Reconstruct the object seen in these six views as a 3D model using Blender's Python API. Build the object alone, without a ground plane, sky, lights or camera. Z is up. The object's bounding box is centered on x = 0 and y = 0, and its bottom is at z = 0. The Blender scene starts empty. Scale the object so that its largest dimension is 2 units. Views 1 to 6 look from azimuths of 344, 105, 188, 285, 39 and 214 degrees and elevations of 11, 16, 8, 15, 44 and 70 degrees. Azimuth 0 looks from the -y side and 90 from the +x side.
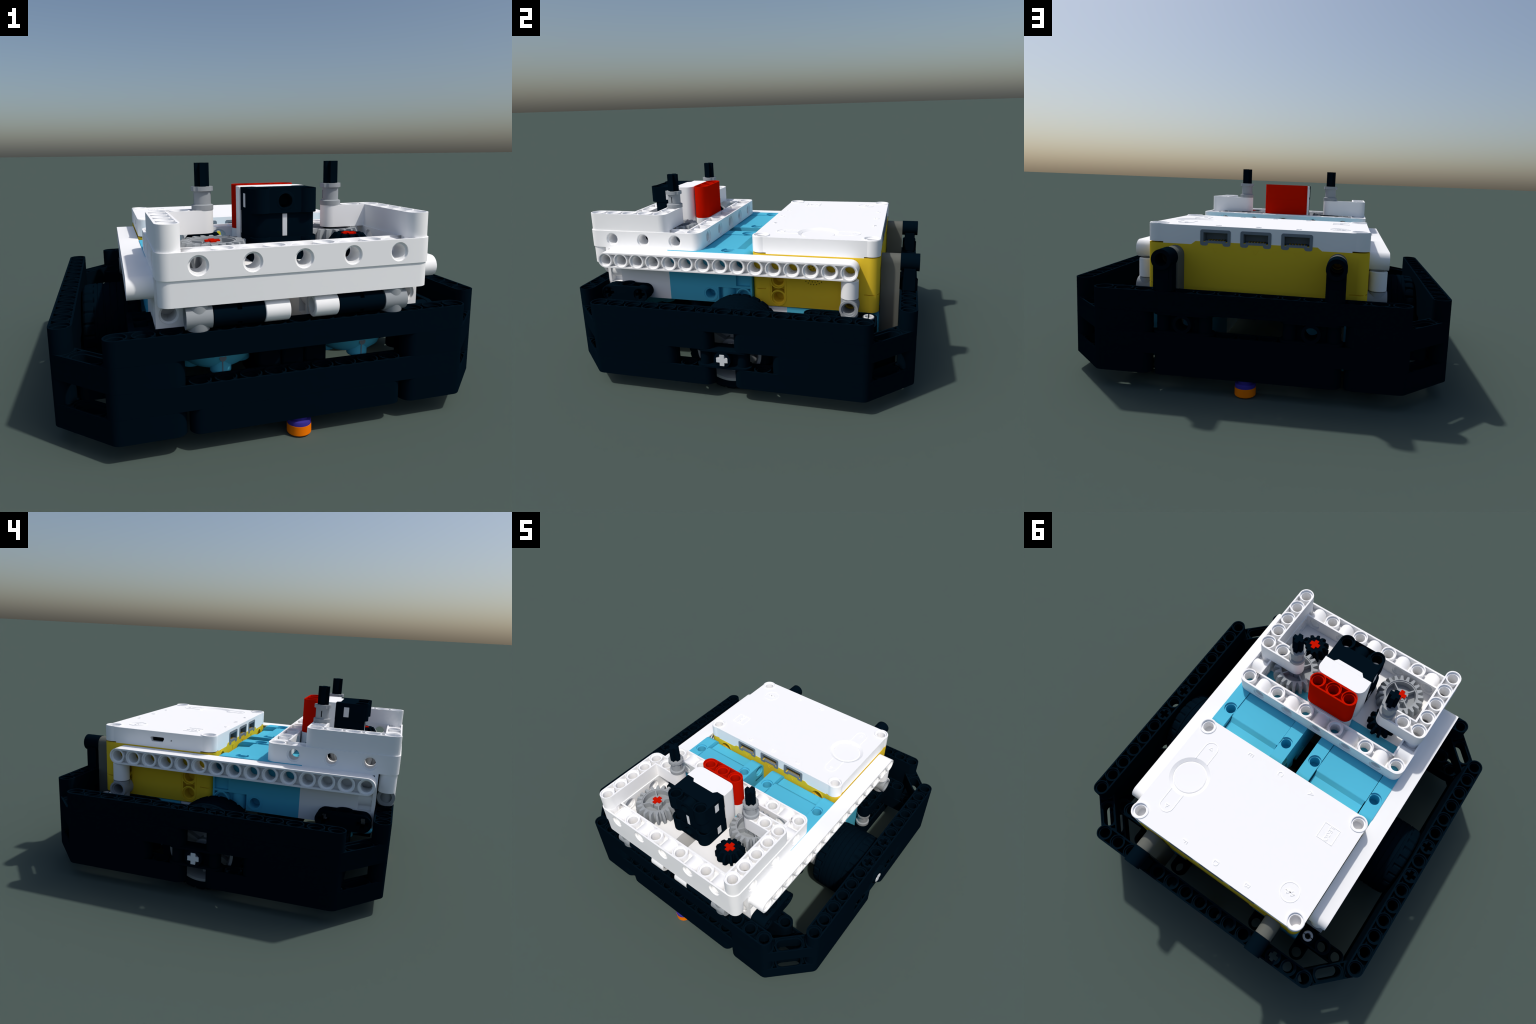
"""Brick-built two-wheel robot vehicle: black beam bumper, yellow/white controller hub,
two turquoise attachment motors, white beam frame with gears, a light sensor and axles.
Everything sits on one stud grid: U metres per stud, layer L spans Z0+L .. Z0+L+1 studs."""
import bpy, bmesh, math, random
from math import sin, cos, pi, radians, hypot, atan2
from mathutils import Vector, Matrix
from mathutils.geometry import delaunay_2d_cdt

U = 2.0 / 19.0          # one stud in metres
Z0 = 0.8125             # underside of layer 0, in studs above the ground
EPS = 0.0015            # shrink of stacked parts, so no two faces share a plane
random.seed(7)

# ------------------------------------------------------------------ materials
def plastic(name, rgb, rough=0.5, spec=0.0, grain=0.03):
    m = bpy.data.materials.new(name)
    m.use_nodes = True
    nt = m.node_tree
    b = nt.nodes['Principled BSDF']
    b.inputs['Base Color'].default_value = (*rgb, 1)
    b.inputs['Specular IOR Level'].default_value = spec
    tc = nt.nodes.new('ShaderNodeTexCoord')
    no = nt.nodes.new('ShaderNodeTexNoise')
    no.inputs['Scale'].default_value = 9.0
    no.inputs['Detail'].default_value = 3.0
    mr = nt.nodes.new('ShaderNodeMapRange')
    mr.inputs['To Min'].default_value = rough - grain
    mr.inputs['To Max'].default_value = rough + grain
    nt.links.new(tc.outputs['Object'], no.inputs['Vector'])
    nt.links.new(no.outputs['Fac'], mr.inputs['Value'])
    nt.links.new(mr.outputs['Result'], b.inputs['Roughness'])
    return m

def srgb(h):
    c = [int(h[i:i + 2], 16) / 255 for i in (0, 2, 4)]
    return tuple(x / 12.92 if x <= .04045 else ((x + .055) / 1.055) ** 2.4 for x in c)

WHITE = plastic('white_plastic', srgb('FFFFFF'))
BLACK = plastic('black_plastic', srgb('05131D'))
RUBBER = plastic('black_rubber', srgb('05131D'), rough=0.7, spec=0.0)
GREY = plastic('light_grey_plastic', srgb('A0A5A9'))
PALE = plastic('pale_grey_plastic', srgb('DADDE0'))
DARKGREY = plastic('dark_grey_plastic', srgb('6C6E68'))
SLATE = plastic('slate_grey_plastic', srgb('7F8890'))
AZURE = plastic('turquoise_plastic', srgb('58C0DE'))
YELLOW = plastic('yellow_plastic', srgb('F2CD37'))
RED = plastic('red_plastic', srgb('C91703'))
ORANGE = plastic('orange_plastic', srgb('FE7F0A'))
PURPLE = plastic('purple_plastic', srgb('3F3691'))
GOLD = plastic('brass_contact', srgb('C9A227'), rough=0.35)
SHADOW = plastic('painted_recess_shade', srgb('101418'), rough=0.7, spec=0.0)  # near-black colour that paints in the shade of holes

# ------------------------------------------------------------------ 2D shapes
def circle(cx, cy, r, n=24, a0=0.0):
    return [(cx + r * cos(a0 + 2 * pi * i / n), cy + r * sin(a0 + 2 * pi * i / n)) for i in range(n)]

def arc(cx, cy, r, a, b, n=8):
    return [(cx + r * cos(a + (b - a) * i / n), cy + r * sin(a + (b - a) * i / n)) for i in range(n + 1)]

def rect(x0, y0, x1, y1):
    return [(x0, y0), (x1, y0), (x1, y1), (x0, y1)]

def round_rect(x0, y0, x1, y1, r, n=6):
    return (arc(x1 - r, y0 + r, r, -pi / 2, 0, n) + arc(x1 - r, y1 - r, r, 0, pi / 2, n)
            + arc(x0 + r, y1 - r, r, pi / 2, pi, n) + arc(x0 + r, y0 + r, r, pi, 1.5 * pi, n))

def cross_loop(cx, cy, half=0.3, arm=0.115):
    h, a = half, arm
    p = [(h, -a), (h, a), (a, a), (a, h), (-a, h), (-a, a), (-h, a), (-h, -a), (-a, -a), (-a, -h), (a, -h), (a, -a)]
    return [(cx + x, cy + y) for x, y in p]

def stadium(ax, ay, bx, by, r, n=12):
    t = atan2(by - ay, bx - ax)
    return arc(bx, by, r, t - pi / 2, t + pi / 2, n) + arc(ax, ay, r, t + pi / 2, t + 1.5 * pi, n)

def path_outline(pts, r):
    """Outline of a beam along a polyline of one or two straight legs (right-angled)."""
    if len(pts) == 2:
        return stadium(*pts[0], *pts[1], r)
    (ax, ay), (bx, by), (cx, cy) = pts
    t1, t2 = atan2(by - ay, bx - ax), atan2(cy - by, cx - bx)
    left = sin(t2 - t1) > 0
    out = arc(ax, ay, r, t1 + pi / 2, t1 + 1.5 * pi, 12)
    def meet(s):
        n1 = Vector((cos(t1 + s * pi / 2), sin(t1 + s * pi / 2)))
        n2 = Vector((cos(t2 + s * pi / 2), sin(t2 + s * pi / 2)))
        return [tuple(Vector((bx, by)) + r * (n1 + n2))]
    d = (t2 - t1 + pi) % (2 * pi) - pi
    if left:
        out += arc(bx, by, r, t1 - pi / 2, t1 - pi / 2 + d, 6)
        out += arc(cx, cy, r, t2 - pi / 2, t2 + pi / 2, 12) + meet(1)
    else:
        out += meet(-1) + arc(cx, cy, r, t2 - pi / 2, t2 + pi / 2, 12)
        out += arc(bx, by, r, t1 + pi / 2 + d, t1 + pi / 2, 6)
    return out

def inside(p, loop):
    x, y = p
    c = False
    j = len(loop) - 1
    for i in range(len(loop)):
        xi, yi = loop[i]
        xj, yj = loop[j]
        if (yi > y) != (yj > y) and x < (xj - xi) * (y - yi) / (yj - yi) + xi:
            c = not c
        j = i
    return c

# ------------------------------------------------------------------ solid builder
class Solid:
    def __init__(self):
        self.bm = bmesh.new()
    def cap(self, outer, holes, z):
        pts, edges = [], []
        for lp in [outer] + holes:
            o = len(pts)
            pts += [Vector(p) for p in lp]
            edges += [(o + i, o + (i + 1) % len(lp)) for i in range(len(lp))]
        v, _, f, *_ = delaunay_2d_cdt(pts, edges, [], 0, 1e-6)
        bv = [self.bm.verts.new((p.x, p.y, z)) for p in v]
        for t in f:
            c = [sum(v[i][k] for i in t) / 3 for k in (0, 1)]
            if inside(c, outer) and not any(inside(c, h) for h in holes):
                try:
                    self.bm.faces.new([bv[i] for i in t])
                except ValueError:
                    pass
        return self
    def band(self, la, za, lb, zb):
        a = [self.bm.verts.new((*p, za)) for p in la]
        b = [self.bm.verts.new((*p, zb)) for p in lb]
        n = len(a)
        for i in range(n):
            self.bm.faces.new((a[i], a[(i + 1) % n], b[(i + 1) % n], b[i]))
        return self
    def wall(self, loop, za, zb):
        return self.band(loop, za, loop, zb)
    def prism(self, outer, z0, z1, holes=()):
        holes = list(holes)
        self.cap(outer, holes, z0).cap(outer, holes, z1).wall(outer, z0, z1)
        for h in holes:
            self.wall(h, z0, z1)
        return self
    def lathe(self, prof, n=32, closed=False):
        """prof: (radius, z) pairs; radius 0 closes on the axis."""
        for (ra, za), (rb, zb) in zip(prof, prof[1:] + ([prof[0]] if closed else [])):
            ra_, rb_ = max(ra, 1e-6), max(rb, 1e-6)
            self.band(circle(0, 0, ra_, n), za, circle(0, 0, rb_, n), zb)
        return self
    def add(self, other, mat=None):
        me = bpy.data.meshes.new('tmp')
        other.finish()
        other.bm.to_mesh(me)
        if mat is not None:
            me.transform(mat)
        self.bm.from_mesh(me)
        bpy.data.meshes.remove(me)
        return self
    def finish(self):
        bm = self.bm
        bmesh.ops.remove_doubles(bm, verts=bm.verts, dist=2e-5)
        bmesh.ops.dissolve_degenerate(bm, edges=bm.edges, dist=1e-6)
        bmesh.ops.recalc_face_normals(bm, faces=bm.faces)
        return self
    def mesh(self, name, material, angle=32, finished=False):
        if not finished:
            self.finish()
        me = bpy.data.meshes.new(name)
        self.bm.to_mesh(me)
        self.bm.free()
        return dress(me, material, angle)

def dress(me, material, angle=32):
    me.transform(Matrix.Scale(U, 4))
    me.materials.clear()
    me.materials.append(material)
    me.shade_smooth()
    me.set_sharp_from_angle(angle=radians(angle))
    return me

def T(x=0, y=0, z=0):
    return Matrix.Translation((x, y, z))
def R(deg, ax):
    return Matrix.Rotation(radians(deg), 4, ax)
TO_X = R(90, 'Y')            # local z -> world x
TO_Y = R(-90, 'X')           # local z -> world y

def boolean(solid, cutters, op='DIFFERENCE'):
    """Cut a Solid with a list of (Solid, matrix); returns a new Solid."""
    def temp(s):
        me = bpy.data.meshes.new('tmp')
        s.finish(); s.bm.to_mesh(me); s.bm.free()
        return bpy.data.objects.new('tmp', me)
    a = temp(solid)
    cut = Solid()
    for s, m in cutters:
        cut.add(s, m)
        s.bm.free()
    c = temp(cut)
    col = bpy.context.scene.collection
    col.objects.link(a); col.objects.link(c)
    md = a.modifiers.new('cut', 'BOOLEAN')
    md.operation = op; md.solver = 'EXACT'; md.object = c
    md.use_self = True
    dg = bpy.context.evaluated_depsgraph_get()
    dg.update()
    res = bpy.data.meshes.new_from_object(a.evaluated_get(dg))
    out = Solid()
    out.bm.from_mesh(res)
    bpy.data.meshes.remove(res)
    for o in (a, c):
        me = o.data
        bpy.data.objects.remove(o)
        bpy.data.meshes.remove(me)
    return out

# ------------------------------------------------------------------ scene helpers
COL = bpy.context.scene.collection
def place(name, me, parent, x, y, L, rot=None, own_height=False):
    """Put mesh at stud (x, y) with its local zero at layer coordinate L."""
    o = bpy.data.objects.new(name, me)
    COL.objects.link(o)
    m = Matrix.Translation((x * U, y * U, (L + Z0) * U))
    if rot is not None:
        m = m @ rot
    if parent is not None:
        o.parent = parent
        m = parent.matrix_world.inverted() @ m
    o.matrix_basis = m
    bpy.context.view_layer.update()
    return o

robot = bpy.data.objects.new('toy_robot_vehicle', None)
COL.objects.link(robot)
robot.empty_display_size = 0.2
robot['label'] = 'brick-built robot vehicle with black bumper, yellow hub, white gear frame'
robot['category'] = 'toy robot'

# ------------------------------------------------------------------ beams
PIN, BORE, BORE_D = 0.30, 0.385, 0.11
RIB = 0.46
WID = 0.451

def hourglass(ax, ay, bx, by, ring=0.44, edge=0.36):
    """Pocket between two hole rings; the two rings are one or two studs apart."""
    d = hypot(bx - ax, by - ay)
    t = atan2(by - ay, bx - ax)
    a = math.asin(min(1, edge / ring))
    lp = [(ring * cos(a - 2 * a * i / 8), ring * sin(a - 2 * a * i / 8)) for i in range(9)]
    lp += [(d - ring * cos(-a + 2 * a * i / 8), ring * sin(-a + 2 * a * i / 8)) for i in range(9)]
    return [(ax + x * cos(t) - y * sin(t), ay + x * sin(t) + y * cos(t)) for x, y in lp]

def holed_plate(outer, inners, pins, crosses, pockets, h=1.0, pocket_d=0.34):
    s = Solid()
    t = h / 2 - EPS
    for sgn in (1, -1):
        z = sgn * t
        holes = list(inners) + list(pockets)
        holes += [circle(x, y, BORE) for x, y in pins + crosses]
        s.cap(outer, holes, z)
        for x, y in pins:
            s.wall(circle(x, y, BORE), z, z - sgn * BORE_D)
            s.band(circle(x, y, BORE), z - sgn * BORE_D, circle(x, y, PIN), z - sgn * BORE_D)
        for x, y in crosses:
            zz = z - sgn * 0.06
            s.wall(circle(x, y, BORE), z, zz)
            s.cap(circle(x, y, BORE), [cross_loop(x, y)], zz)
        for p in pockets:
            s.wall(p, z, z - sgn * pocket_d)
            s.cap(p, [], z - sgn * pocket_d)
    s.wall(outer, -t, t)
    for p in inners:
        s.wall(p, -t, t)
    for x, y in pins:
        s.wall(circle(x, y, PIN), -t + BORE_D, t - BORE_D)
    for x, y in crosses:
        s.wall(cross_loop(x, y), -t + 0.06, t - 0.06)
    return s

def cells(pts):
    out = [pts[0]]
    for (ax, ay), (bx, by) in zip(pts, pts[1:]):
        n = round(max(abs(bx - ax), abs(by - ay)))
        out += [(ax + (bx - ax) * i / n, ay + (by - ay) * i / n) for i in range(1, n + 1)]
    return out

_beams = {}
def beam(pts, material, cross=()):
    key = (tuple(pts), material.name, tuple(cross))
    if key not in _beams:
        cs = cells(pts)
        pk = [hourglass(*a, *b) for a, b in zip(cs, cs[1:])]
        s = holed_plate(path_outline(pts, WID), [], [c for i, c in enumerate(cs) if i not in cross],
                        [c for i, c in enumerate(cs) if i in cross], pk)
        _beams[key] = s.mesh('beam', material)
    return _beams[key]

def straight(n):
    return [(-(n - 1) / 2, 0.0), ((n - 1) / 2, 0.0)]

QUARTER = R(90, 'Z')
def bumper(n, x, y, layer, along_y=False, cross=()):
    return place('bumper_beam', beam(straight(n), BLACK, cross), robot, x, y, layer + .5,
                 QUARTER if along_y else None)

# front and rear walls
for y in (-9, 9):
    bumper(15, 0, y, 3, cross=(2,) if y > 0 else ())
    bumper(15, 0, y, 1)
    bumper(9, 0, y, 0)
    for x in (-6, 6):
        bumper(3, x, y, 2)
        bumper(3, x, y, 0)
# side walls
for x in (-9, 9):
    bumper(15, x, 0, 3, True, (6, 8))
    for y in (-4, 4):
        bumper(7, x, y, 2, True)
        bumper(7, x, y, 0, True)
    for y in (-5, 5):
        bumper(5, x, y, 1, True)

# diagonal corner braces with a long slot
def brace_mesh():
    out = rect(-1.414, -WID, 1.414, WID)
    slot = stadium(-.42, 0, .42, 0, .30)
    rim = stadium(-.42, 0, .42, 0, .385)
    s = Solid()
    t = .5 - .006
    tri = [[(-1.0, .37), (-.93, .2), (-.93, -.2), (-1.0, -.37), (-.76, -.37), (-.86, 0), (-.76, .37)],
           [(1.0, -.37), (.93, -.2), (.93, .2), (1.0, .37), (.76, .37), (.86, 0), (.76, -.37)]]
    for sg in (1, -1):
        z = sg * t
        s.cap(out, [rim] + tri, z)
        s.wall(rim, z, z - sg * .1)
        s.band(rim, z - sg * .1, slot, z - sg * .1)
        for p in tri:
            s.wall(p, z, z - sg * .3); s.cap(p, [], z - sg * .3)
    s.wall(slot, -t + .1, t - .1).wall(out, -t, t)
    return s.mesh('corner_brace', BLACK)
bm_brace = brace_mesh()
for sx in (-1, 1):
    for sy in (-1, 1):
        for layer in (0, 2):
            place('corner_brace', bm_brace, robot, 8 * sx, 8 * sy, layer + .5, R(45 if sx * sy < 0 else -45, 'Z'))

# connector block: centre tube across, two double-ended pins up and down
def connector_mesh():
    s = Solid()
    t = .5 - .004
    plate = round_rect(-1.46, -.44, 1.46, .44, .4)
    for z in (-t, t - .1):
        s.prism(plate, z, z + .1)
    tube = Solid()
    tube.lathe([(PIN, -.46), (BORE, -.46), (.44, -.46), (.44, .46), (BORE, .46), (PIN, .46)], closed=True)
    s.add(tube, R(90, 'X'))
    for x in (-1, 1):
        post = Solid().prism(circle(x, 0, .33), -t, t)
        s.add(post)
        for sg in (-1, 1):
            pin = Solid().prism(circle(x, 0, .29), min(sg * t, sg * .9), max(sg * t, sg * .9))
            s.add(pin)
    for x0, x1 in ((-.95, -.4), (.4, .95)):
        s.add(Solid().prism(rect(x0, -.05, x1, .05), -t, t))
    return s.mesh('pin_connector', BLACK)
conn = connector_mesh()
for x in (-9, 9):
    place('pin_connector', conn, robot, x, 0, 1.5, QUARTER)
for x in (-3, 3):
    place('pin_connector', conn, robot, x, 9, 2.5)

# inner cross beams tying the bumper to the chassis
for sx in (-1, 1):
    for y in (-7, 7):
        place('chassis_beam', beam(straight(3), BLACK), robot, 7 * sx, y, 1.5)
    place('chassis_beam', beam(straight(2), BLACK), robot, 6.5 * sx, -7, 2.5)
    pts = [(0.0, 0.0), (0.0, 3.0), (1.0 * sx, 3.0)]
    place('chassis_beam', beam(pts, BLACK, (0,)), robot, 6 * sx, 4, 2.5)
    place('chassis_beam', beam(straight(5), BLACK), robot, 6 * sx, 6, 0.5, QUARTER)

# ------------------------------------------------------------------ round fittings
def bush_mesh(material, h=1.0):
    s = Solid()
    hh = h / 2 - .004
    prof = [(.2, -hh), (.47, -hh), (.47, -hh + .2), (.37, -hh + .24), (.37, hh - .2), (.47, hh - .18), (.47, hh), (.2, hh)]
    body = Solid().lathe(prof, 32, closed=True)
    notch = [(Solid().prism(circle(.56 * cos(a), .56 * sin(a), .15, 12), hh - .21, hh + .1), Matrix())
             for a in (pi / 4 + i * pi / 2 for i in range(4))]
    notch += [(Solid().prism(rect(-.5, -.03, .5, .03), -.18, .18), Matrix())]
    return boolean(body, notch).mesh('bush', material, finished=True)
BUSH = bush_mesh(GREY)

def tube_mesh(name, material, length, r=.46, hole=PIN):
    h = length / 2 - .003
    return Solid().lathe([(hole, -h), (r - .03, -h), (r, -h + .03), (r, h - .03), (r - .03, h), (hole, h)], 32, closed=True).mesh(name, material)

def elbow_mesh():
    """Perpendicular connector: pin tube along x, tapered axle socket along z."""
    s = Solid()
    t = Solid().lathe([(PIN, -.49), (BORE, -.49), (.48, -.49), (.48, .49), (BORE, .49), (PIN, .49)], 32, closed=True)
    s.add(t, TO_X)
    s.lathe([(0, -.62), (.36, -.62), (.44, -.45), (.44, .45), (.36, .56), (0, .56)], 32)
    return s.mesh('elbow_connector', GREY)
ELBOW = elbow_mesh()
def side_elbow_mesh():
    s = Solid()
    t = Solid().lathe([(.18, -.5), (.47, -.5), (.5, -.46), (.5, .46), (.47, .5), (.18, .5)], 32, closed=True)
    s.add(t, TO_X)
    tube = boolean(Solid().prism(circle(0, 0, .5, 32), -.5, .5), [(Solid().prism(circle(0, 0, .36, 24), -.7, .7), TO_X)])
    s.add(tube)
    return s
def rear_elbow_mesh():
    s = Solid()
    outer = Solid().prism(circle(0, 0, .49, 32), -.49, .49)
    post = Solid().prism(circle(0, 0, .46, 32), -.47, .49)
    body = boolean(boolean(outer, [(post, TO_X)], 'UNION'),
                   [(Solid().prism(circle(0, 0, PIN, 24), -.8, .8), Matrix()),
                    (Solid().prism(circle(0, 0, BORE, 24), .39, .8), Matrix()),
                    (Solid().prism(circle(0, 0, BORE, 24), -.8, -.39), Matrix())])
    return body.mesh('elbow_connector', GREY, finished=True)
REAR_ELBOW = rear_elbow_mesh()     # local z is the hole axis, local x the post axis

SLEEVE = tube_mesh('sleeve', WHITE, 1.0)
def coupler_mesh():
    h = 1 - .003
    body = Solid().lathe([(PIN, -h), (.43, -h), (.46, -h + .03), (.46, h - .03), (.43, h), (PIN, h)], 32, closed=True)
    cut = [(Solid().prism(rect(.3, -.12, .6, .12), -.09, .09), R(a, 'Z')) for a in (45, 135, 225, 315)]
    return boolean(body, cut).mesh('coupler', BLACK, finished=True)
COUPLER = coupler_mesh()

def ring_pin_mesh():
    s = Solid().lathe([(.17, -.5), (.3, -.5), (.3, .5), (.27, .53), (.19, .53), (.17, .5)], 28, closed=True)
    return boolean(s, [(Solid().prism(rect(-.4, -.035, .4, .035), .15, .7), Matrix())]).mesh('pin', PALE, finished=True)
RING_PIN = ring_pin_mesh()

for sx in (-1, 1):
    # front row under the gear frame
    place('elbow_connector', ELBOW, robot, 4 * sx, -9, 4.5)
    place('coupler', COUPLER, robot, 2.5 * sx, -9, 4.5, TO_X)
    place('sleeve', SLEEVE, robot, 1 * sx, -9, 4.5, TO_X)
    # rear posts holding the long white side beams
    place('sleeve', SLEEVE, robot, 6 * sx, 6, 4.5)
    place('elbow_connector', REAR_ELBOW, robot, 6 * sx, 6, 3.5, TO_X)
    place('pin', RING_PIN, robot, 6 * sx, 7, 2.5)
    place('bush', bpy.data.meshes[BUSH.name], robot, 6 * sx, 4, 1.5)
    place('pin', tube_mesh('pin', PALE, 1.0, .36, .17), robot, 6 * sx, 7, 1.5)

# front axle blocks (two axle sockets, one upright pin hole)
def cross_block_mesh():
    s = Solid()
    sock = holed_plate(stadium(-1, 0, 1, 0, .46), [], [], [(-1, 0), (1, 0)], [], h=.22)
    for z in (-.385, .385):
        s.add(holed_plate(stadium(-1, 0, 1, 0, .4) if z < 0 else stadium(-1, 0, 1, 0, .46), [], [], [(-1, 0), (1, 0)], [], h=.22), T(0, 0, z))
    for x in (-1, 1):
        s.prism(circle(x, 0, .44, 24), -.3, .3, [cross_loop(x, 0)])
    s.prism(rect(-.62, -.2, .62, .2), -.3, .3)
    up = Solid().lathe([(PIN, -.46), (BORE, -.5), (.46, -.5), (.46, .5), (BORE, .5), (PIN, .46)], 28, closed=True)
    s.add(up, R(90, 'X'))
    return s.mesh('axle_block', BLACK)
BLOCK = cross_block_mesh()
for sx in (-1, 1):
    # local x -> world y, local y -> world z, local z -> world x
    m = Matrix(((0, 0, 1, 0), (1, 0, 0, 0), (0, 1, 0, 0), (0, 0, 0, 1)))
    if sx < 0:
        m = Matrix(((0, 0, -1, 0), (-1, 0, 0, 0), (0, 1, 0, 0), (0, 0, 0, 1)))
    place('axle_block', BLOCK, robot, 6 * sx, -7, 3.5, m)

# rear uprights: grey beam on the hub's back and black pin connectors on the bumper
UPRIGHT = R(90, 'X') @ R(90, 'Z')
def upright_connector_mesh():
    s = Solid()
    top = Solid().lathe([(PIN, -.5), (BORE, -.5), (.48, -.5), (.48, .5), (BORE, .5), (PIN, .5), (PIN, .4), (PIN, -.4)], 32, closed=True)
    s.add(top, R(90, 'X') @ T(0, 0, 0))
    prof = [(.30, -1.5), (.45, -1.5), (.45, -.95), (.33, -.9), (.33, -.3), (0, -.3)]
    s.lathe(prof, 28)
    s.prism(rect(-.45, -.3, .45, .3), -1.48, -.25)
    s.prism(rect(-.3, -.33, .3, .33), -1.0, -.3)
    return s.mesh('upright_connector', BLACK)
UPC = upright_connector_mesh()
for sx in (-1, 1):
    place('upright_beam', beam(straight(5), DARKGREY), robot, 4 * sx, 8, 3.5, UPRIGHT)
    place('upright_connector', UPC, robot, 4 * sx, 9, 5.5)

# long white side beams and the front cross beam
for sx in (-1, 1):
    place('side_beam', beam(straight(15), WHITE), robot, 6 * sx, -1, 5.5, QUARTER @ R(90, 'X'))
place('front_beam', beam(straight(11), WHITE), robot, 0, -9, 5.5)

# ------------------------------------------------------------------ gear frame (alternating holes)
def pin_cutter(length, r=PIN, bore=BORE, depth=BORE_D):
    h = length / 2
    return Solid().lathe([(0, -h - .2), (bore, -h - .2), (bore, -h + depth), (r, -h + depth), (r, h - depth), (bore, h - depth),
                          (bore, h + .2), (0, h + .2)], 24)

def gear_frame_mesh():
    outer = round_rect(-5.5, -3.5, 5.5, 3.5, .5, 8)
    inner = rect(-4.5, -2.5, 4.5, 2.5)
    ups = [(x, y) for x in (-5, -3, -1, 1, 3, 5) for y in (-3, 3)] + [(x, y) for x in (-5, 5) for y in (-1, 1)]
    pk, tubes = [], []
    for y in (-3, 3):
        for x in (-5, -3, -1, 1, 3):
            pk.append(hourglass(x, y, x + 2, y, .46, .40))
            tubes.append((x + 1, y, True))
    for x in (-5, 5):
        for y in (-3, -1, 1):
            pk.append(hourglass(x, y, x, y + 2, .46, .40))
            tubes.append((x, y + 1, False))
    base = holed_plate(outer, [inner], ups, [], pk, pocket_d=.44)
    cut = [(pin_cutter(1.0), T(x, y) @ (TO_Y if fb else TO_X)) for x, y, fb in tubes]
    body = boolean(base, cut)
    for x, y, fb in tubes:
        ring = Solid().lathe([(PIN, -.405), (.45, -.405), (.45, .405), (PIN, .405)], 32, closed=True)
        body.add(ring, T(x, y) @ (TO_Y if fb else TO_X))
        ring.bm.free()
    return body.mesh('gear_frame', WHITE, finished=True)
place('gear_frame', gear_frame_mesh(), robot, 0, -6, 6.5)

# L-shaped arms on the frame, axles, bushes, gears
for sx in (-1, 1):
    pts = [(0.0, 0.0), (0.0, 4.0), (-2.0 * sx, 4.0)]
    place('angled_beam', beam(pts, WHITE), robot, 5 * sx, -9, 7.5)

def axle_mesh(material, length, name='axle'):
    s = Solid()
    lp = []
    for x, y in cross_loop(0, 0, .3, .12):
        lp.append((x, y))
    return s.prism(lp, -length / 2, length / 2).mesh(name, material)
LIFT_AXLE = axle_mesh(BLACK, 4.0)
RED_AXLE = axle_mesh(RED, 2.0)
for sx in (-1, 1):
    place('axle', LIFT_AXLE, robot, 3 * sx, -5, 8.0)
    place('axle', RED_AXLE, robot, 3 * sx, -7, 5.985)
    place('bush', BUSH, robot, 3 * sx, -5, 8.5)

def tooth_loop(n, root, tip, z_twist=0.0):
    lp = []
    for i in range(n):
        a = 2 * pi * i / n
        w = 2 * pi / n
        for f, r in ((-.36, root), (-.16, tip), (.16, tip), (.36, root)):
            lp.append((r * cos(a + f * w), r * sin(a + f * w)))
    return lp

def big_gear_mesh():
    n = 20
    s = Solid()
    a = tooth_loop(n, .99, 1.27)
    b = tooth_loop(n, 1.10, 1.385)
    inner = circle(0, 0, .95, 40)
    inner2 = circle(0, 0, .88, 40)
    for sg in (1, -1):
        z = sg * .48
        s.cap(a, [circle(0, 0, .95, 40)], z)
        s.band(a, z, b, sg * .18)
        s.wall(inner, z, z - sg * .05)
        s.band(inner, z - sg * .05, inner2, z - sg * .05)
        s.wall(inner2, z - sg * .05, sg * .03)
        s.cap(inner2, [circle(0, 0, .34, 24)], sg * .03)
        s.band(circle(0, 0, .34, 24), sg * .03, circle(0, 0, .34, 24), sg * .42)
        s.cap(circle(0, 0, .34, 24), [], sg * .42)
    s.band(b, -.18, b, .18)
    for k in range(4):
        t = R(45 + 90 * k, 'Z')
        s.add(Solid().prism(rect(.3, -.035, .92, .035), -.40, .40), t)
        s.add(Solid().prism([(.3, -.25), (.45, -.09), (.45, .09), (.3, .25)], -.38, .38), t)
    return s.mesh('bevel_gear', GREY, 25)

def small_gear_mesh():
    n = 12
    s = Solid()
    a = tooth_loop(n, .52, .64)
    b = tooth_loop(n, .60, .885)
    for sg in (1, -1):
        z = sg * .46
        s.cap(a, [circle(0, 0, .44, 24), ], z)
        s.band(a, z, b, sg * .16)
        s.wall(circle(0, 0, .44, 24), z, z - sg * .04)
        s.cap(circle(0, 0, .44, 24), [], z - sg * .04)
    s.band(b, -.16, b, .16)
    return s.mesh('pinion_gear', BLACK, 25)
BIG, SMALL = big_gear_mesh(), small_gear_mesh()
place('bevel_gear', BIG, robot, 3, -5, 6.5, R(9, 'Z'))
place('pinion_gear', SMALL, robot, 3, -7, 6.5, R(15, 'Z'))
place('bevel_gear', BIG, robot, -3, -7, 6.5, R(9, 'Z'))
place('pinion_gear', SMALL, robot, -3, -5, 6.5, R(15, 'Z'))

# red block of two beams on a white one
place('spacer_beam', beam(straight(3), WHITE), robot, 0, -4, 6.5)
for L in (7.5, 8.5):
    place('marker_beam', beam(straight(3), RED), robot, 0, -4, L)

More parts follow.
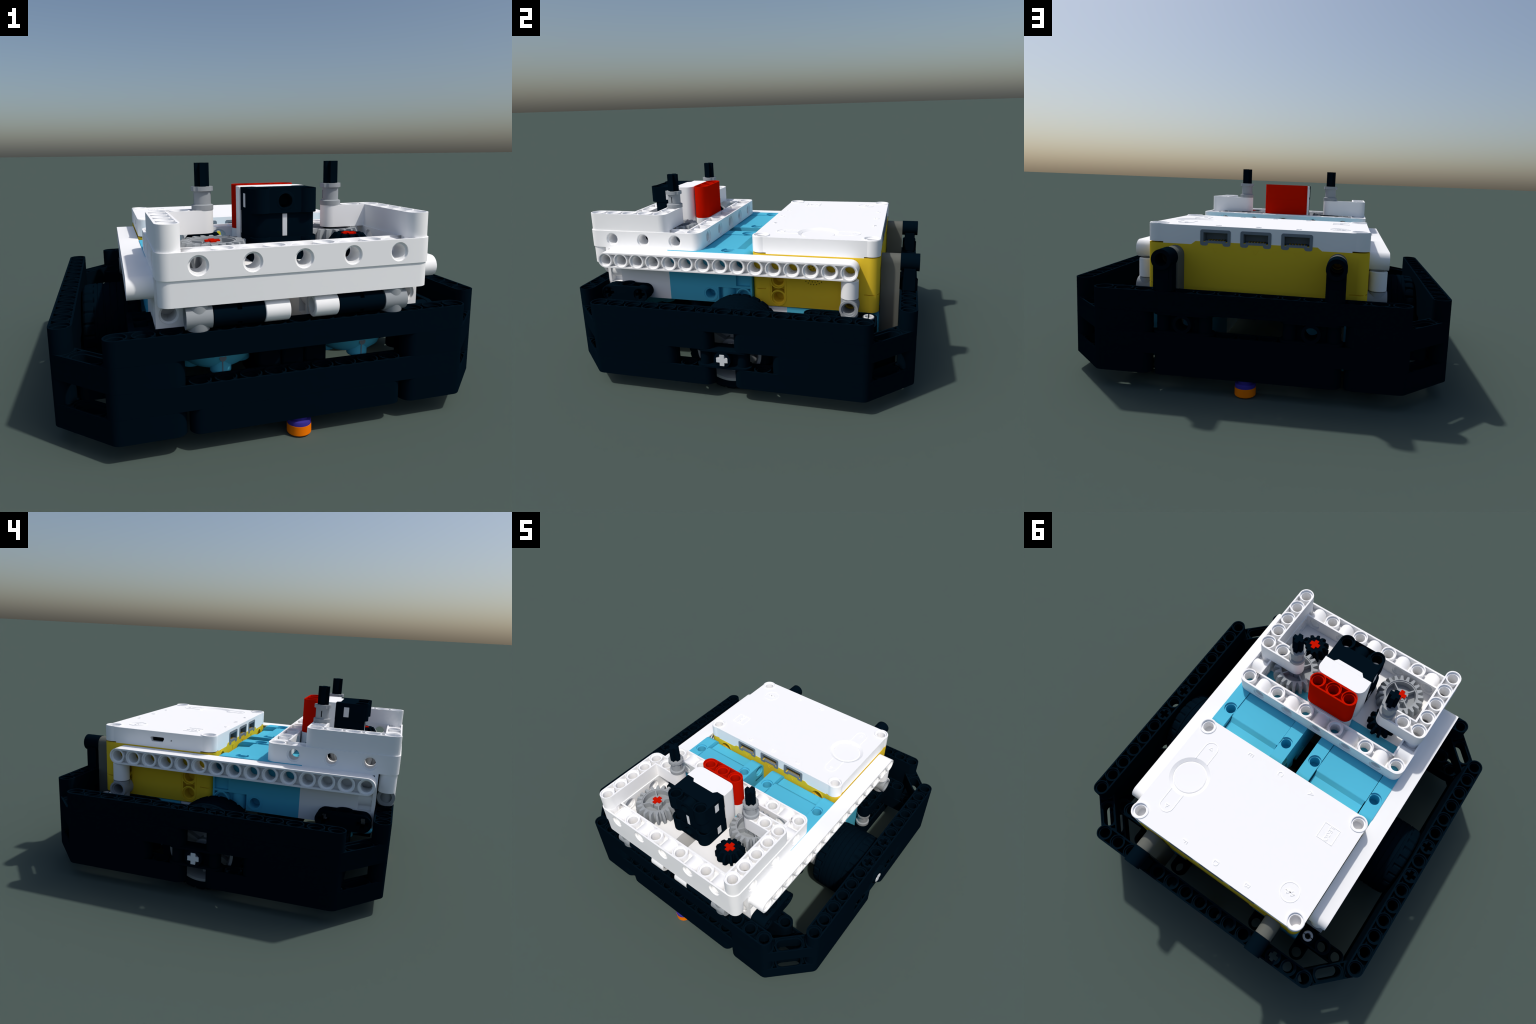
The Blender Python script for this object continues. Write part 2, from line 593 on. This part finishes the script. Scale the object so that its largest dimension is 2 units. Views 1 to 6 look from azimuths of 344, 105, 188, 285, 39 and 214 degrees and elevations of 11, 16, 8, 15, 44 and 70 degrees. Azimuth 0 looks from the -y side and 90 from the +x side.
# ------------------------------------------------------------------ light sensor
def sensor_parts():
    # local: x across, y towards the rear, z up; origin at sensor centre (3x3x3)
    lug = (round_rect(-1.5, -1.5, 1.5, -.2, .48, 8))
    outline = arc(1.0, -1.0, .45, -pi / 2 - .75, 0, 9) + [(1.45, .47), (-1.45, .47)] + arc(-1.0, -1.0, .45, pi, 1.5 * pi + .75, 9)
    s = Solid()
    t = .5 - .002
    notch_top = [(-1.5, .47), (-1.0, .47), (-.8, .24), (.8, .24), (1.0, .47), (1.5, .47)]
    # upper and lower lugs with two upright holes and a cross hole
    for zc in (-1, 1):
        pl = holed_plate(outline, [], [(-1, -1), (1, -1)], [], [hourglass(-1, -1, 1, -1, .46, .3)], h=1.0, pocket_d=.3)
        cut = [(Solid().prism(circle(0, 0, .40, 24), -.8, .12), T(0, -1.0, 0) @ TO_Y)]
        s.add(boolean(pl, cut), T(0, 0, zc))
        ring = Solid().lathe([(.30, -.15), (.45, -.15), (.45, .47), (.41, .49), (.30, .49)], 28, closed=True)
        s.add(ring, T(0, -.84, zc) @ R(90, 'X'))
    mid = arc(.97, -.76, .46, -pi / 2, 0, 8) + [(1.43, .46), (-1.43, .46)] + arc(-.97, -.76, .46, pi, 1.5 * pi, 8)
    s.prism(mid, -.55, .55)
    body = s
    w = Solid()
    back = [(-1.5, .47), (-.98, .47), (-.78, .24), (.78, .24), (.98, .47), (1.5, .47)] + arc(1.05, 1.05, .45, 0, pi / 2, 8) + arc(-1.05, 1.05, .45, pi / 2, pi, 8)
    plain = [(-1.5, .475), (1.5, .475)] + arc(1.05, 1.05, .45, 0, pi / 2, 8) + arc(-1.05, 1.05, .45, pi / 2, pi, 8)
    w.prism(plain, -1.5, 1.5)
    w.prism([(-.98, .5), (-.78, .26), (.78, .26), (.98, .5)], 1.40, 1.503)
    marks = Solid()
    for sx in (-1, 1):
        for zc in (1, -1):
            p = Solid().prism(rect(-.15, -.29, .15, .29), -.01, .012)
            marks.add(p, T(sx * 1.45, -.17, zc * .97) @ R(90, 'Y') @ R(90, 'Z'))
    marks.add(Solid().prism(rect(-.1, -.46, .1, .46), -.02, .015), T(0, -1.22, 0) @ R(90, 'X'))
    return body, w, marks
sb, sw, sm = sensor_parts()
SQ = Matrix.Diagonal((.98, 1, .988, 1))
for part in (sb, sw, sm):
    part.finish()
    bmesh.ops.transform(part.bm, matrix=SQ, verts=part.bm.verts)
sensor = place('light_sensor', sb.mesh('sensor_body', BLACK), robot, 0, -6, 7.48)
place('sensor_back', sw.mesh('sensor_back', WHITE), sensor, 0, -6, 7.48)
place('sensor_window', sm.mesh('sensor_window', PALE), sensor, 0, -6, 7.48)

# ------------------------------------------------------------------ attachment motors (lying flat)
def profile_x(loop_yz, x0, x1):
    """Prism of a (y, z) profile between x0 and x1."""
    s = Solid()
    s.prism(loop_yz, x0, x1)
    m = Matrix(((0, 0, 1, 0), (1, 0, 0, 0), (0, 1, 0, 0), (0, 0, 0, 1)))
    out = Solid()
    out.add(s, m)
    s.bm.free()
    return out

def box(x0, y0, z0, x1, y1, z1):
    return Solid().prism(rect(x0, y0, x1, y1), z0, z1)

def attachment_motor_meshes():
    """Local frame: x 0.5..5.5, y -8.5..0.5, z 3..6 in stud/layer units."""
    # turquoise rear: two end cheeks with rounded rear edge, ramped middle
    cheek = [(-4.5, 3), (.5, 3), (.5, 5.5)] + arc(0, 5.5, .5, 0, pi / 2, 8)[1:] + [(-4.5, 6)]
    deck = [(-4.5, 3), (-.62, 3), (-.62, 5.93), (-.66, 5.94), (-4.5, 5.94)]
    ramp = [(-.621, 3.2), (.44, 3.2), (.44, 5.58), (.34, 5.68), (-.36, 5.72), (-.60, 5.92), (-.621, 5.92)]
    az = Solid()
    for x0, x1, outer in ((.5, 1.33, -1), (4.67, 5.5, 1)):
        xo = .5 if outer < 0 else 5.5
        cut = [(pin_cutter(.7), T((x0 + x1) / 2, -1, 6.35 - .5))]
        cut = [(Solid().lathe([(0, -1), (PIN, -1), (PIN, -.11), (BORE, -.11), (BORE, .2), (0, .2)], 24), T(1 if outer < 0 else 5, -1, 6))]
        # upper and lower cross holes at the rear edge
        for zz in (5.5,):
            cut.append((Solid().prism(circle(0, 0, PIN, 24), -.8, .8), T(xo, 0, zz) @ TO_X))
            cut.append((Solid().prism(circle(0, 0, BORE, 24), -.1, .1), T(xo, 0, zz) @ TO_X))
        # side pockets
        d = .38
        xa, xb = (xo - .2, xo + d) if outer < 0 else (xo - d, xo + .2)
        sh = .2 * outer
        cut.append((box(min(xo - sh, xo + .2 * outer), -.42, 4.05, max(xo - sh, xo + .2 * outer), .40, 4.95), Matrix()))
        cut.append((box(xa, -1.5, 2.9, xb, .40, 3.93), Matrix()))
        cut.append((Solid().prism(circle(0, 0, PIN, 24), -.7, .7), T(xo, -2, 3.5) @ TO_X))
        part = boolean(profile_x(cheek, x0, x1), cut)
        az.add(part)
        # tubes standing in the pockets
        sgn = outer
        for yy in (-2, 0):
            ring = Solid().lathe([(PIN, -.4), (.45, -.4), (.45, .02), (BORE, .02), (BORE, -.08), (PIN, -.08)], 28, closed=True)
            az.add(ring, T(xo, yy, 3.5) @ (TO_X if sgn > 0 else R(-90, 'Y')))
        az.add(Solid().prism(circle(xo - sgn * .42, -1, .4, 24), 3.0, 3.95))
    az.add(profile_x(deck, 1.36, 4.64))
    az.add(profile_x(ramp, 1.40, 4.60))
    # white front half
    wh = boolean(Solid().prism(rect(.5, -8.5, 5.5, -4.502), 3.0, 6.0),
                 [(pin_cutter(1.0), T(5, -8, 4.5) @ TO_Y), (pin_cutter(1.0), T(1, -8, 4.5) @ TO_Y),
                  (box(5.05, -8.33, 3.85, 5.8, -7.62, 5.0), Matrix()), (box(5.05, -8.33, 5.15, 5.8, -7.62, 5.9), Matrix()),
                  (box(.2, -8.33, 3.85, .95, -7.62, 5.0), Matrix()), (box(5.15, -8.33, 2.9, 5.8, -7.62, 3.7), Matrix()),
                  (Solid().prism(circle(3, -7, .45, 24), 5.7, 6.3), Matrix())])
    for x in (5, 1):
        wh.add(Solid().lathe([(PIN, -.4), (.43, -.4), (.43, .4), (PIN, .4)], 28, closed=True), T(x, -8, 4.5) @ TO_Y)
        wh.add(Solid().lathe([(.1, -.4), (.4, -.4), (.4, .4), (.1, .4)], 28, closed=True), T(x, -8, 5.5) @ TO_Y)
    wh.add(box(5.4, -6.2, 4.35, 5.512, -5.8, 4.40))
    # output disc under the motor
    disc = Solid().lathe([(0, 3.0), (1.6, 3.0), (1.62, 2.95), (1.62, 2.74), (1.4, 2.22), (1.15, 2.02), (0, 1.98)], 48)
    d2 = Solid()
    d2.add(disc)
    for k in range(4):
        a = pi / 2 * k
        d2.add(Solid().lathe([(.2, 2.9), (.43, 2.9), (.43, 1.89), (.40, 1.85), (.2, 1.85)], 24, closed=True), T(1.03 * cos(a), 1.03 * sin(a)))
    slot = Solid()  # slate dot and strip added on the disc; no slot is cut
    slot.add(Solid().prism(circle(0, 0, .14, 16), -.01, .03), T(0, -1.53, 2.55) @ R(90, 'X'))
    slot.add(box(-.02, -1.475, 1.9, .02, -1.38, 2.5))
    d2.finish()
    return (az.mesh('motor_rear', AZURE, 18, finished=True), wh.mesh('motor_front', WHITE, finished=True),
            d2.mesh('motor_disc', AZURE), slot.mesh('disc_mark', SLATE))
AZ, WH, DISC, DISC_MARK = attachment_motor_meshes()
MIRX = Matrix.Scale(-1, 4, (1, 0, 0))
for sx in (1, -1):
    rot = None if sx > 0 else MIRX
    m = place('attachment_motor', AZ, robot, 0, 0, 0, rot)
    place('motor_front', WH, m, 0, 0, 0, rot)
    d = place('motor_disc', DISC, m, 3 * sx, -7, 0, rot)
    place('disc_mark', DISC_MARK, m, 3 * sx, -7, 0, rot)

# ------------------------------------------------------------------ drive motors under the hub
def drive_motor_meshes():
    """x 2.5..5.5, y -1.5..7.5, layers 0..3; output on the +x side at y 0, layer 1.5."""
    full = [(2.5, .05), (7.0, .05)] + arc(7.05, .5, .45, -pi / 2, 0, 6) + arc(7.05, 2.45, .45, 0, pi / 2, 6) + [(2.5, 2.96)]
    lean = [(2.5, .05), (6.4, .05), (6.4, 2.1), (7.35, 2.25)] + arc(7.05, 2.5, .45, 0, pi / 2, 6) + [(2.5, 2.955)]
    az = boolean(profile_x(full, 3.6, 5.5),
                 [(pin_cutter(3.0), T(4, 7, 2.4) @ TO_X), (pin_cutter(3.0), T(4, 7, .5) @ TO_X),
                  (box(5.15, 5.5, 1.05, 5.9, 7.2, 1.9), Matrix())])
    az.add(profile_x(lean, 2.5, 3.598))
    wh = Solid()
    nose = arc(0, 1.5, 1.45, pi / 2, 1.5 * pi, 20) + [(2.498, .05), (2.498, 2.95)]
    wh.add(profile_x(nose, 2.5, 5.4))
    disc = Solid().lathe([(0, 5.4), (1.3, 5.4), (1.3, 5.6), (1.1, 5.68), (0, 5.68)], 40)
    return az.mesh('drive_motor', AZURE, finished=True), wh.mesh('motor_front', WHITE), disc.mesh('motor_disc', AZURE)
DAZ, DWH, DDI = drive_motor_meshes()
for sx in (1, -1):
    rot = None if sx > 0 else MIRX
    m = place('drive_motor', DAZ, robot, 0, 0, 0, rot)
    place('motor_front', DWH, m, 0, 0, 0, rot)
    place('motor_disc', DDI, m, 0, 0, 1.5, rot @ TO_X if rot is not None else TO_X)

# chassis core: cross beams in front of the drive motors and a block behind the front wall
for y in (-2, -3):
    place('chassis_beam', beam(straight(3), BLACK), robot, 0, y, 1.5)
for sx in (-1, 1):
    place('chassis_beam', beam(straight(3), BLACK), robot, 4 * sx, -3, 2.5)
    place('chassis_beam', beam(straight(3), BLACK), robot, 2.7 * sx, -4, 2.5)
    place('chassis_beam', beam(straight(3), BLACK), robot, 3 * sx, 7, 0.5, QUARTER)
place('chassis_pin', tube_mesh('chassis_pin', BLACK, 1.3, .42, .2), robot, 5.35, -7.25, 2.3)
core = Solid()
for x in (-1, 0, 1):
    core.add(Solid().prism(round_rect(x - .47, -1.45, x + .47, 1.45, .12), -1.0, 1.0))
place('chassis_block', core.mesh('chassis_block', BLACK), robot, 0, -6.88, 1.93)

# ------------------------------------------------------------------ wheels
TYRE_W = 2.77
def tyre_mesh():
    n = 144
    h = TYRE_W / 2
    side = [(1.77, h - .08), (2.06, h), (2.18, h - .05), (2.25, h - .13), (2.285, h - .3), (2.295, h - .52), (2.312, h - .60)]
    mids = []
    for c in (-.66, -.33, 0, .33, .66):
        mids += [(2.312, c - .05), (2.28, c - .025), (2.28, c + .025), (2.312, c + .05)]
    prof = [(r, -z) for r, z in side] + mids + side[::-1]
    bm = bmesh.new()
    rings = []
    for i in range(n):
        a = 2 * pi * i / n
        row = []
        for k, (r, z) in enumerate(prof):
            ph = (i + (3 if z > 0 else 0)) % 6
            rr = r
            if abs(z) > h - .56 and r > 2.1 and ph == 0:
                rr -= .07
            if h - .55 < abs(z) < h - .4 and ph in (0, 1, 2):
                rr -= .05
            row.append(bm.verts.new((rr * cos(a), rr * sin(a), z)))
        rings.append(row)
    for i in range(n):
        a, b = rings[i], rings[(i + 1) % n]
        for k in range(len(prof)):
            kk = (k + 1) % len(prof)
            bm.faces.new((a[k], b[k], b[kk], a[kk]))
    s = Solid(); s.bm.free(); s.bm = bm
    return s.mesh('tyre', RUBBER, 25)

def rim_mesh():
    s = Solid()
    s.lathe([(1.45, -1.25), (1.62, -1.3), (1.775, -1.3), (1.775, 1.3), (1.62, 1.3), (1.5, 1.1), (1.5, .35), (1.45, .3), (1.45, -.6)], 64, closed=True)
    s.lathe([(.3, -.9), (.52, -.9), (.52, .95), (.45, 1.0), (.3, 1.0)], 32, closed=True)
    for k in range(6):
        s.add(box(.45, -.09, -.3, 1.48, .09, .72), R(60 * k, 'Z'))
    s.lathe([(.5, .3), (1.47, .3), (1.47, .38), (.5, .38)], 48, closed=True)
    return s.mesh('rim', GREY)
TY, RI = tyre_mesh(), rim_mesh()
WAX = axle_mesh(PALE, 5.0, 'wheel_axle')
for sx in (1, -1):
    w = place('wheel', RI, robot, 7.09 * sx, 0, 1.5, TO_X if sx > 0 else R(-90, 'Y'))
    place('tyre', TY, w, 7.09 * sx, 0, 1.5, TO_X if sx > 0 else R(-90, 'Y'))
    place('wheel_axle', WAX, w, 7.0 * sx, 0, 1.5, TO_X)

# skid feet under the front and rear wall
def foot_meshes():
    pur = Solid().lathe([(0, 1.3), (.29, 1.3), (.29, .805), (.36, .80), (.36, .66), (.47, .62), (.49, .58), (.49, .44), (0, .44)], 32)
    ora = Solid().lathe([(0, .439), (.5, .439), (.5, .06), (.47, .02), (.44, 0), (0, 0)], 32)
    return pur.mesh('skid_pin', PURPLE), ora.mesh('skid_foot', ORANGE)
PUR, ORA = foot_meshes()
for y in (-9, 9):
    f = place('skid_foot', ORA, robot, 0, y, -Z0)
    place('skid_pin', PUR, f, 0, y, -Z0)

# ------------------------------------------------------------------ controller hub
# local frame: x -5.5..5.5, y -3.5..3.5 (rear is +y), z = layer coordinate
def hub_outline(hx, hy, r=.492):
    """Rectangle whose corner posts bulge slightly past the walls."""
    a, b = math.acos((hx - 5) / r), math.acos((hy - 3) / r)
    q = arc(5, 3, r, -a, pi / 2 + b, 10)
    return (q + [(-x, y) for x, y in q[::-1]] + [(-x, -y) for x, y in q] + [(x, -y) for x, y in q[::-1]])

def hub_meshes():
    outline = hub_outline(5.46, 3.46)
    cut = []
    for sx in (-1, 1):
        for y in (-2, 2):
            for L in (3.5, 4.5):
                cut.append((Solid().lathe([(0, -.7), (PIN, -.7), (PIN, -.12), (BORE, -.12), (BORE, .3), (0, .3)], 24),
                            T(5.46 * sx, y, L) @ (TO_X if sx > 0 else R(-90, 'Y'))))
            # pocket between the two pin holes
            hg = Solid().prism(hourglass(-.5, 0, .5, 0, .45, .36), -.4, .3)
            cut.append((hg, T(5.46 * sx, y, 4.0) @ (TO_X if sx > 0 else R(-90, 'Y'))))
        for sy in (-1, 1):
            # parting slits near the corners
            cut.append((box(min(sx * 5.38, sx * 5.7), min(sy * 2.7, sy * 3.7), 3.97, max(sx * 5.38, sx * 5.7), max(sy * 2.7, sy * 3.7), 4.02), Matrix()))
            cut.append((box(min(sx * 4.6, sx * 5.7), min(sy * 3.38, sy * 3.7), 3.97, max(sx * 4.6, sx * 5.7), max(sy * 3.38, sy * 3.7), 4.02), Matrix()))
            cut.append((Solid().lathe([(0, -.7), (PIN, -.7), (PIN, -.12), (BORE, -.12), (BORE, .3), (0, .3)], 24),
                        T(4 * sx, 3.46 * sy, 5.5) @ (TO_Y if sy > 0 else R(90, 'X'))))
            cut.append((Solid().prism(circle(0, 0, .3, 20), -.3, .3), T(2 * sx, 3.5 * sy, 3.45) @ TO_Y))
    body = boolean(Solid().prism(outline, 3.0, 6.02), cut)
    for sx in (-1, 1):       # raised frame round the double pin holes
        for y in (-2, 2):
            fr = Solid().prism(stadium(-.5, 0, .5, 0, .47), -.05, .02,
                               [stadium(-.5, 0, .5, 0, .45)])
            body.add(fr, T(5.46 * sx, y, 4.0) @ (TO_X if sx > 0 else R(-90, 'Y')))
        for sy in (-1, 1):
            ring = Solid().lathe([(BORE, -.05), (.46, -.05), (.46, .025), (BORE, .025)], 28, closed=True)
            body.add(ring, T(4 * sx, 3.46 * sy, 5.5) @ (TO_Y if sy > 0 else R(90, 'X')))
    for sy in (-1, 1):
        # raised sill of the yellow body under the ports
        tab = Solid().prism([(-3.22, 5.9), (3.22, 5.9), (3.22, 6.02), (3.0, 6.19), (-3.0, 6.19), (-3.22, 6.02)], -.006, .3)
        body.add(tab, T(0, 3.46 * sy, 0) @ Matrix(((1, 0, 0, 0), (0, 0, -sy, 0), (0, 1, 0, 0), (0, 0, 0, 1))))
        for sx in (-1, 1):       # low ledge beside the lower pin holes
            body.add(box(min(sx * 2.3, sx * 3.4), -.035, 3.01, max(sx * 2.3, sx * 3.4), .035, 3.74), T(0, 3.46 * sy, 0))
        for x in (-2, 0, 2):
            tri_o = [(-.17, .14), (0, -.16), (.17, .14)]
            tri_i = [(-.11, .105), (0, -.09), (.11, .105)]
            t = Solid().prism(tri_o, -.01, .014, [tri_i])
            body.add(t, T(x, 3.46 * sy, 5.78) @ R(90, 'X'))
    # white lid
    cl = []
    lid_out = hub_outline(5.45, 3.452)
    for sx in (-1, 1):
        for sy in (-1, 1):
            cl.append((Solid().prism(circle(5 * sx, 3 * sy, PIN, 28), 6.25, 7.3), Matrix()))
            cl.append((Solid().prism(circle(5 * sx, 3 * sy, BORE, 28), 6.89, 7.3), Matrix()))
            cl.append((box(min(sx * 4.65, sx * 5.8), min(sy * 2.65, sy * 3.8), 5.9, max(sx * 4.65, sx * 5.8), max(sy * 2.65, sy * 3.8), 6.09), Matrix()))
    for sy in (-1, 1):
        for x in (-2, 0, 2):
            cl.append((box(x - .70, min(sy * 2.8, sy * 3.7), 6.0, x + .70, max(sy * 2.8, sy * 3.7), 6.72), Matrix()))
    # charging socket and pin hole on the left side
    usb = [(-.44, .06), (-.40, .14), (.40, .14), (.44, .06), (.34, -.14), (-.34, -.14)]
    cl.append((Solid().prism([(a, b) for a, b in usb], -.5, .3), T(-5.5, 0, 6.49) @ Matrix(((0, 0, -1, 0), (1, 0, 0, 0), (0, 1, 0, 0), (0, 0, 0, 1)))))
    cl.append((Solid().prism(circle(0, 0, .05, 12), -.3, .3), T(-5.5, -.88, 6.49) @ TO_X))
    # centre button well
    well = Solid().lathe([(0, 6.83), (.94, 6.83), (.95, 6.86), (1.14, 6.957), (1.14, 7.3), (0, 7.3)], 56)
    cl.append((well, T(4, 0, 0)))
    lid = boolean(Solid().prism(lid_out, 6.02, 6.955), cl)
    for sx in (-1, 1):
        for sy in (-1, 1):
            ring = Solid().lathe([(BORE, 6.93), (.475, 6.93), (.475, 6.99), (.46, 7.0), (.40, 7.0), (BORE, 6.98)], 32, closed=True)
            lid.add(ring, T(5 * sx, 3 * sy, 0))
    btn = Solid().lathe([(0, 6.865), (.88, 6.875), (.91, 6.86), (.91, 6.80), (0, 6.80)], 56)
    return body, lid, btn

def port_mesh():
    """Socket frame in local (u, v) with depth along -z; v is measured from layer 6."""
    def foot(u0, u1, v0, v1):
        return []
    o = ([(-.66, -.01)] + [(-.45, -.01), (-.38, .04), (-.36, .12), (.36, .12), (.38, .04), (.45, -.01), (.66, -.01), (.74, .03), (.76, .11)]
         + arc(.66, .68, .10, 0, pi / 2, 4) + arc(-.66, .68, .10, pi / 2, pi, 4) + [(-.76, .11), (-.74, .03)])
    i = [(-.605, .17), (-.5, .17), (-.5, .235), (.5, .235), (.5, .17), (.605, .17), (.605, .635), (-.605, .635)]
    s = Solid()
    s.cap(o, [i], .02).wall(o, .02, -.12).cap(o, [i], -.12)
    s.wall(i, .02, -.6).cap(i, [], -.6)
    return s
def contact_mesh():
    s = Solid()
    for k in range(6):
        u = -.36 + .144 * k
        s.add(box(u - .025, .236, -.58, u + .025, .262, -.10))
    return s
FACE = {1: Matrix(((-1, 0, 0, 0), (0, 0, 1, 0), (0, 1, 0, 0), (0, 0, 0, 1))),
        -1: Matrix(((1, 0, 0, 0), (0, 0, -1, 0), (0, 1, 0, 0), (0, 0, 0, 1)))}

hb, hl, hbtn = hub_meshes()
hub = place('controller_hub', hb.mesh('hub_body', YELLOW, 20, finished=True), robot, 0, 4, 0)
lid = place('hub_lid', hl.mesh('hub_lid', WHITE, 16, finished=True), hub, 0, 4, 0)
place('hub_button', hbtn.mesh('hub_button', WHITE, 16), hub, 4, 4, 0)
PORT = port_mesh().mesh('port', SLATE)
CONT = contact_mesh().mesh('port_contacts', GOLD)
for sy in (-1, 1):
    for x in (-2, 0, 2):
        place('port', PORT, hub, x, 4 + 3.455 * sy, 6, FACE[sy])
        place('port_contacts', CONT, hub, x, 4 + 3.455 * sy, 6, FACE[sy])
# dark plate added inside the cut socket to shade it, then speaker dots
place('socket_dark_insert', box(-.02, -.36, -.12, .02, .36, .12).mesh('socket_dark_insert', SHADOW), hub, -5.2, 4, 6.49)
spk = Solid()  # raised dark discs added in place of cut perforations
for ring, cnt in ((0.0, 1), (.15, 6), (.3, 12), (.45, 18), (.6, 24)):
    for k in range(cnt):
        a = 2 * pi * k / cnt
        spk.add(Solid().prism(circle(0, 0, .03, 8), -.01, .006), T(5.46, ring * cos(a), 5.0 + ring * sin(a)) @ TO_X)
o = place('speaker_dots', spk.mesh('speaker_dots', SHADOW), hub, 0, 4, 0)
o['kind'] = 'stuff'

# raised lettering and signs on the lid
def lettering(body, size, x, y, turn, L=6.955, lift=.012):
    cu = bpy.data.curves.new('lettering', 'FONT')
    cu.body = body
    cu.size = size * U
    cu.align_x = 'CENTER'; cu.align_y = 'CENTER'
    cu.extrude = lift * U
    ob = bpy.data.objects.new('tmp', cu)
    COL.objects.link(ob)
    dg = bpy.context.evaluated_depsgraph_get()
    me = bpy.data.meshes.new_from_object(ob.evaluated_get(dg))
    bpy.data.objects.remove(ob)
    bpy.data.curves.remove(cu)
    me.name = 'lettering'
    me.materials.clear(); me.materials.append(WHITE)
    return place('lettering', me, hub, x, y, L, R(turn, 'Z'))
for ch, x, y in (('E', 2, 1.03), ('C', 0, 1.03), ('A', -2, 1.03), ('F', 2, 6.96), ('D', 0, 6.96), ('B', -2, 6.96)):
    lettering(ch, .43, x, y, 90, lift=.022)
lettering('LEGO', .34, -3.98, 2.37, 90, lift=.02)

def sign_mesh():
    s = Solid()
    h0, h1 = -.02, .02
    # square badge frame
    s.add(Solid().prism(rect(-.47, -.46, .47, .46), h0, h1, [rect(-.45, -.44, .45, .44)]), T(-3.98, 2.37 - 4))
    # round wireless badge with its rune
    s.add(Solid().prism(circle(0, 0, .52, 40), h0, h1, [circle(0, 0, .49, 40)]), T(-4, 2))
    def stroke(x0, y0, x1, y1, w=.022):
        d = hypot(x1 - x0, y1 - y0)
        st = Solid().prism(rect(0, -w, d, w), h0, h1)
        s.add(st, T(-4, 2) @ R(math.degrees(atan2(y1 - y0, x1 - x0)), 'Z') @ T(x0 * 0, 0, 0) if False else
              T(-4 + x0, 2 + y0) @ R(math.degrees(atan2(y1 - y0, x1 - x0)), 'Z'))
    for a in ((0, -.26, 0, .26), (0, .26, .14, .13), (.14, .13, -.14, -.13), (0, -.26, .14, -.13), (.14, -.13, -.14, .13)):
        stroke(a[1], a[0], a[3], a[2])
    # left / right key outlines beside the centre button
    for sy in (-1, 1):
        y0, y1 = sy * 1.05, sy * 1.95
        lp = stadium(4, sy * .4, 4, y1, .40, 12)
        li = stadium(4, sy * .4, 4, y1, .38, 12)
        ring = Solid().prism(lp, h0, h1, [li])
        cutb = [(Solid().prism(circle(4, 0, 1.12, 40), -.5, .5), Matrix())]
        s.add(boolean(ring, cutb))
        t = [(-.12, -.09 * sy), (.12, -.09 * sy), (0, .13 * sy)]
        ti = [(-.07, -.06 * sy), (.07, -.06 * sy), (0, .07 * sy)]
        s.add(Solid().prism(t, h0, h1, [ti]), T(4, sy * 1.98))
    return s.mesh('lid_signs', WHITE)
place('lid_signs', sign_mesh(), hub, 0, 4, 6.955)
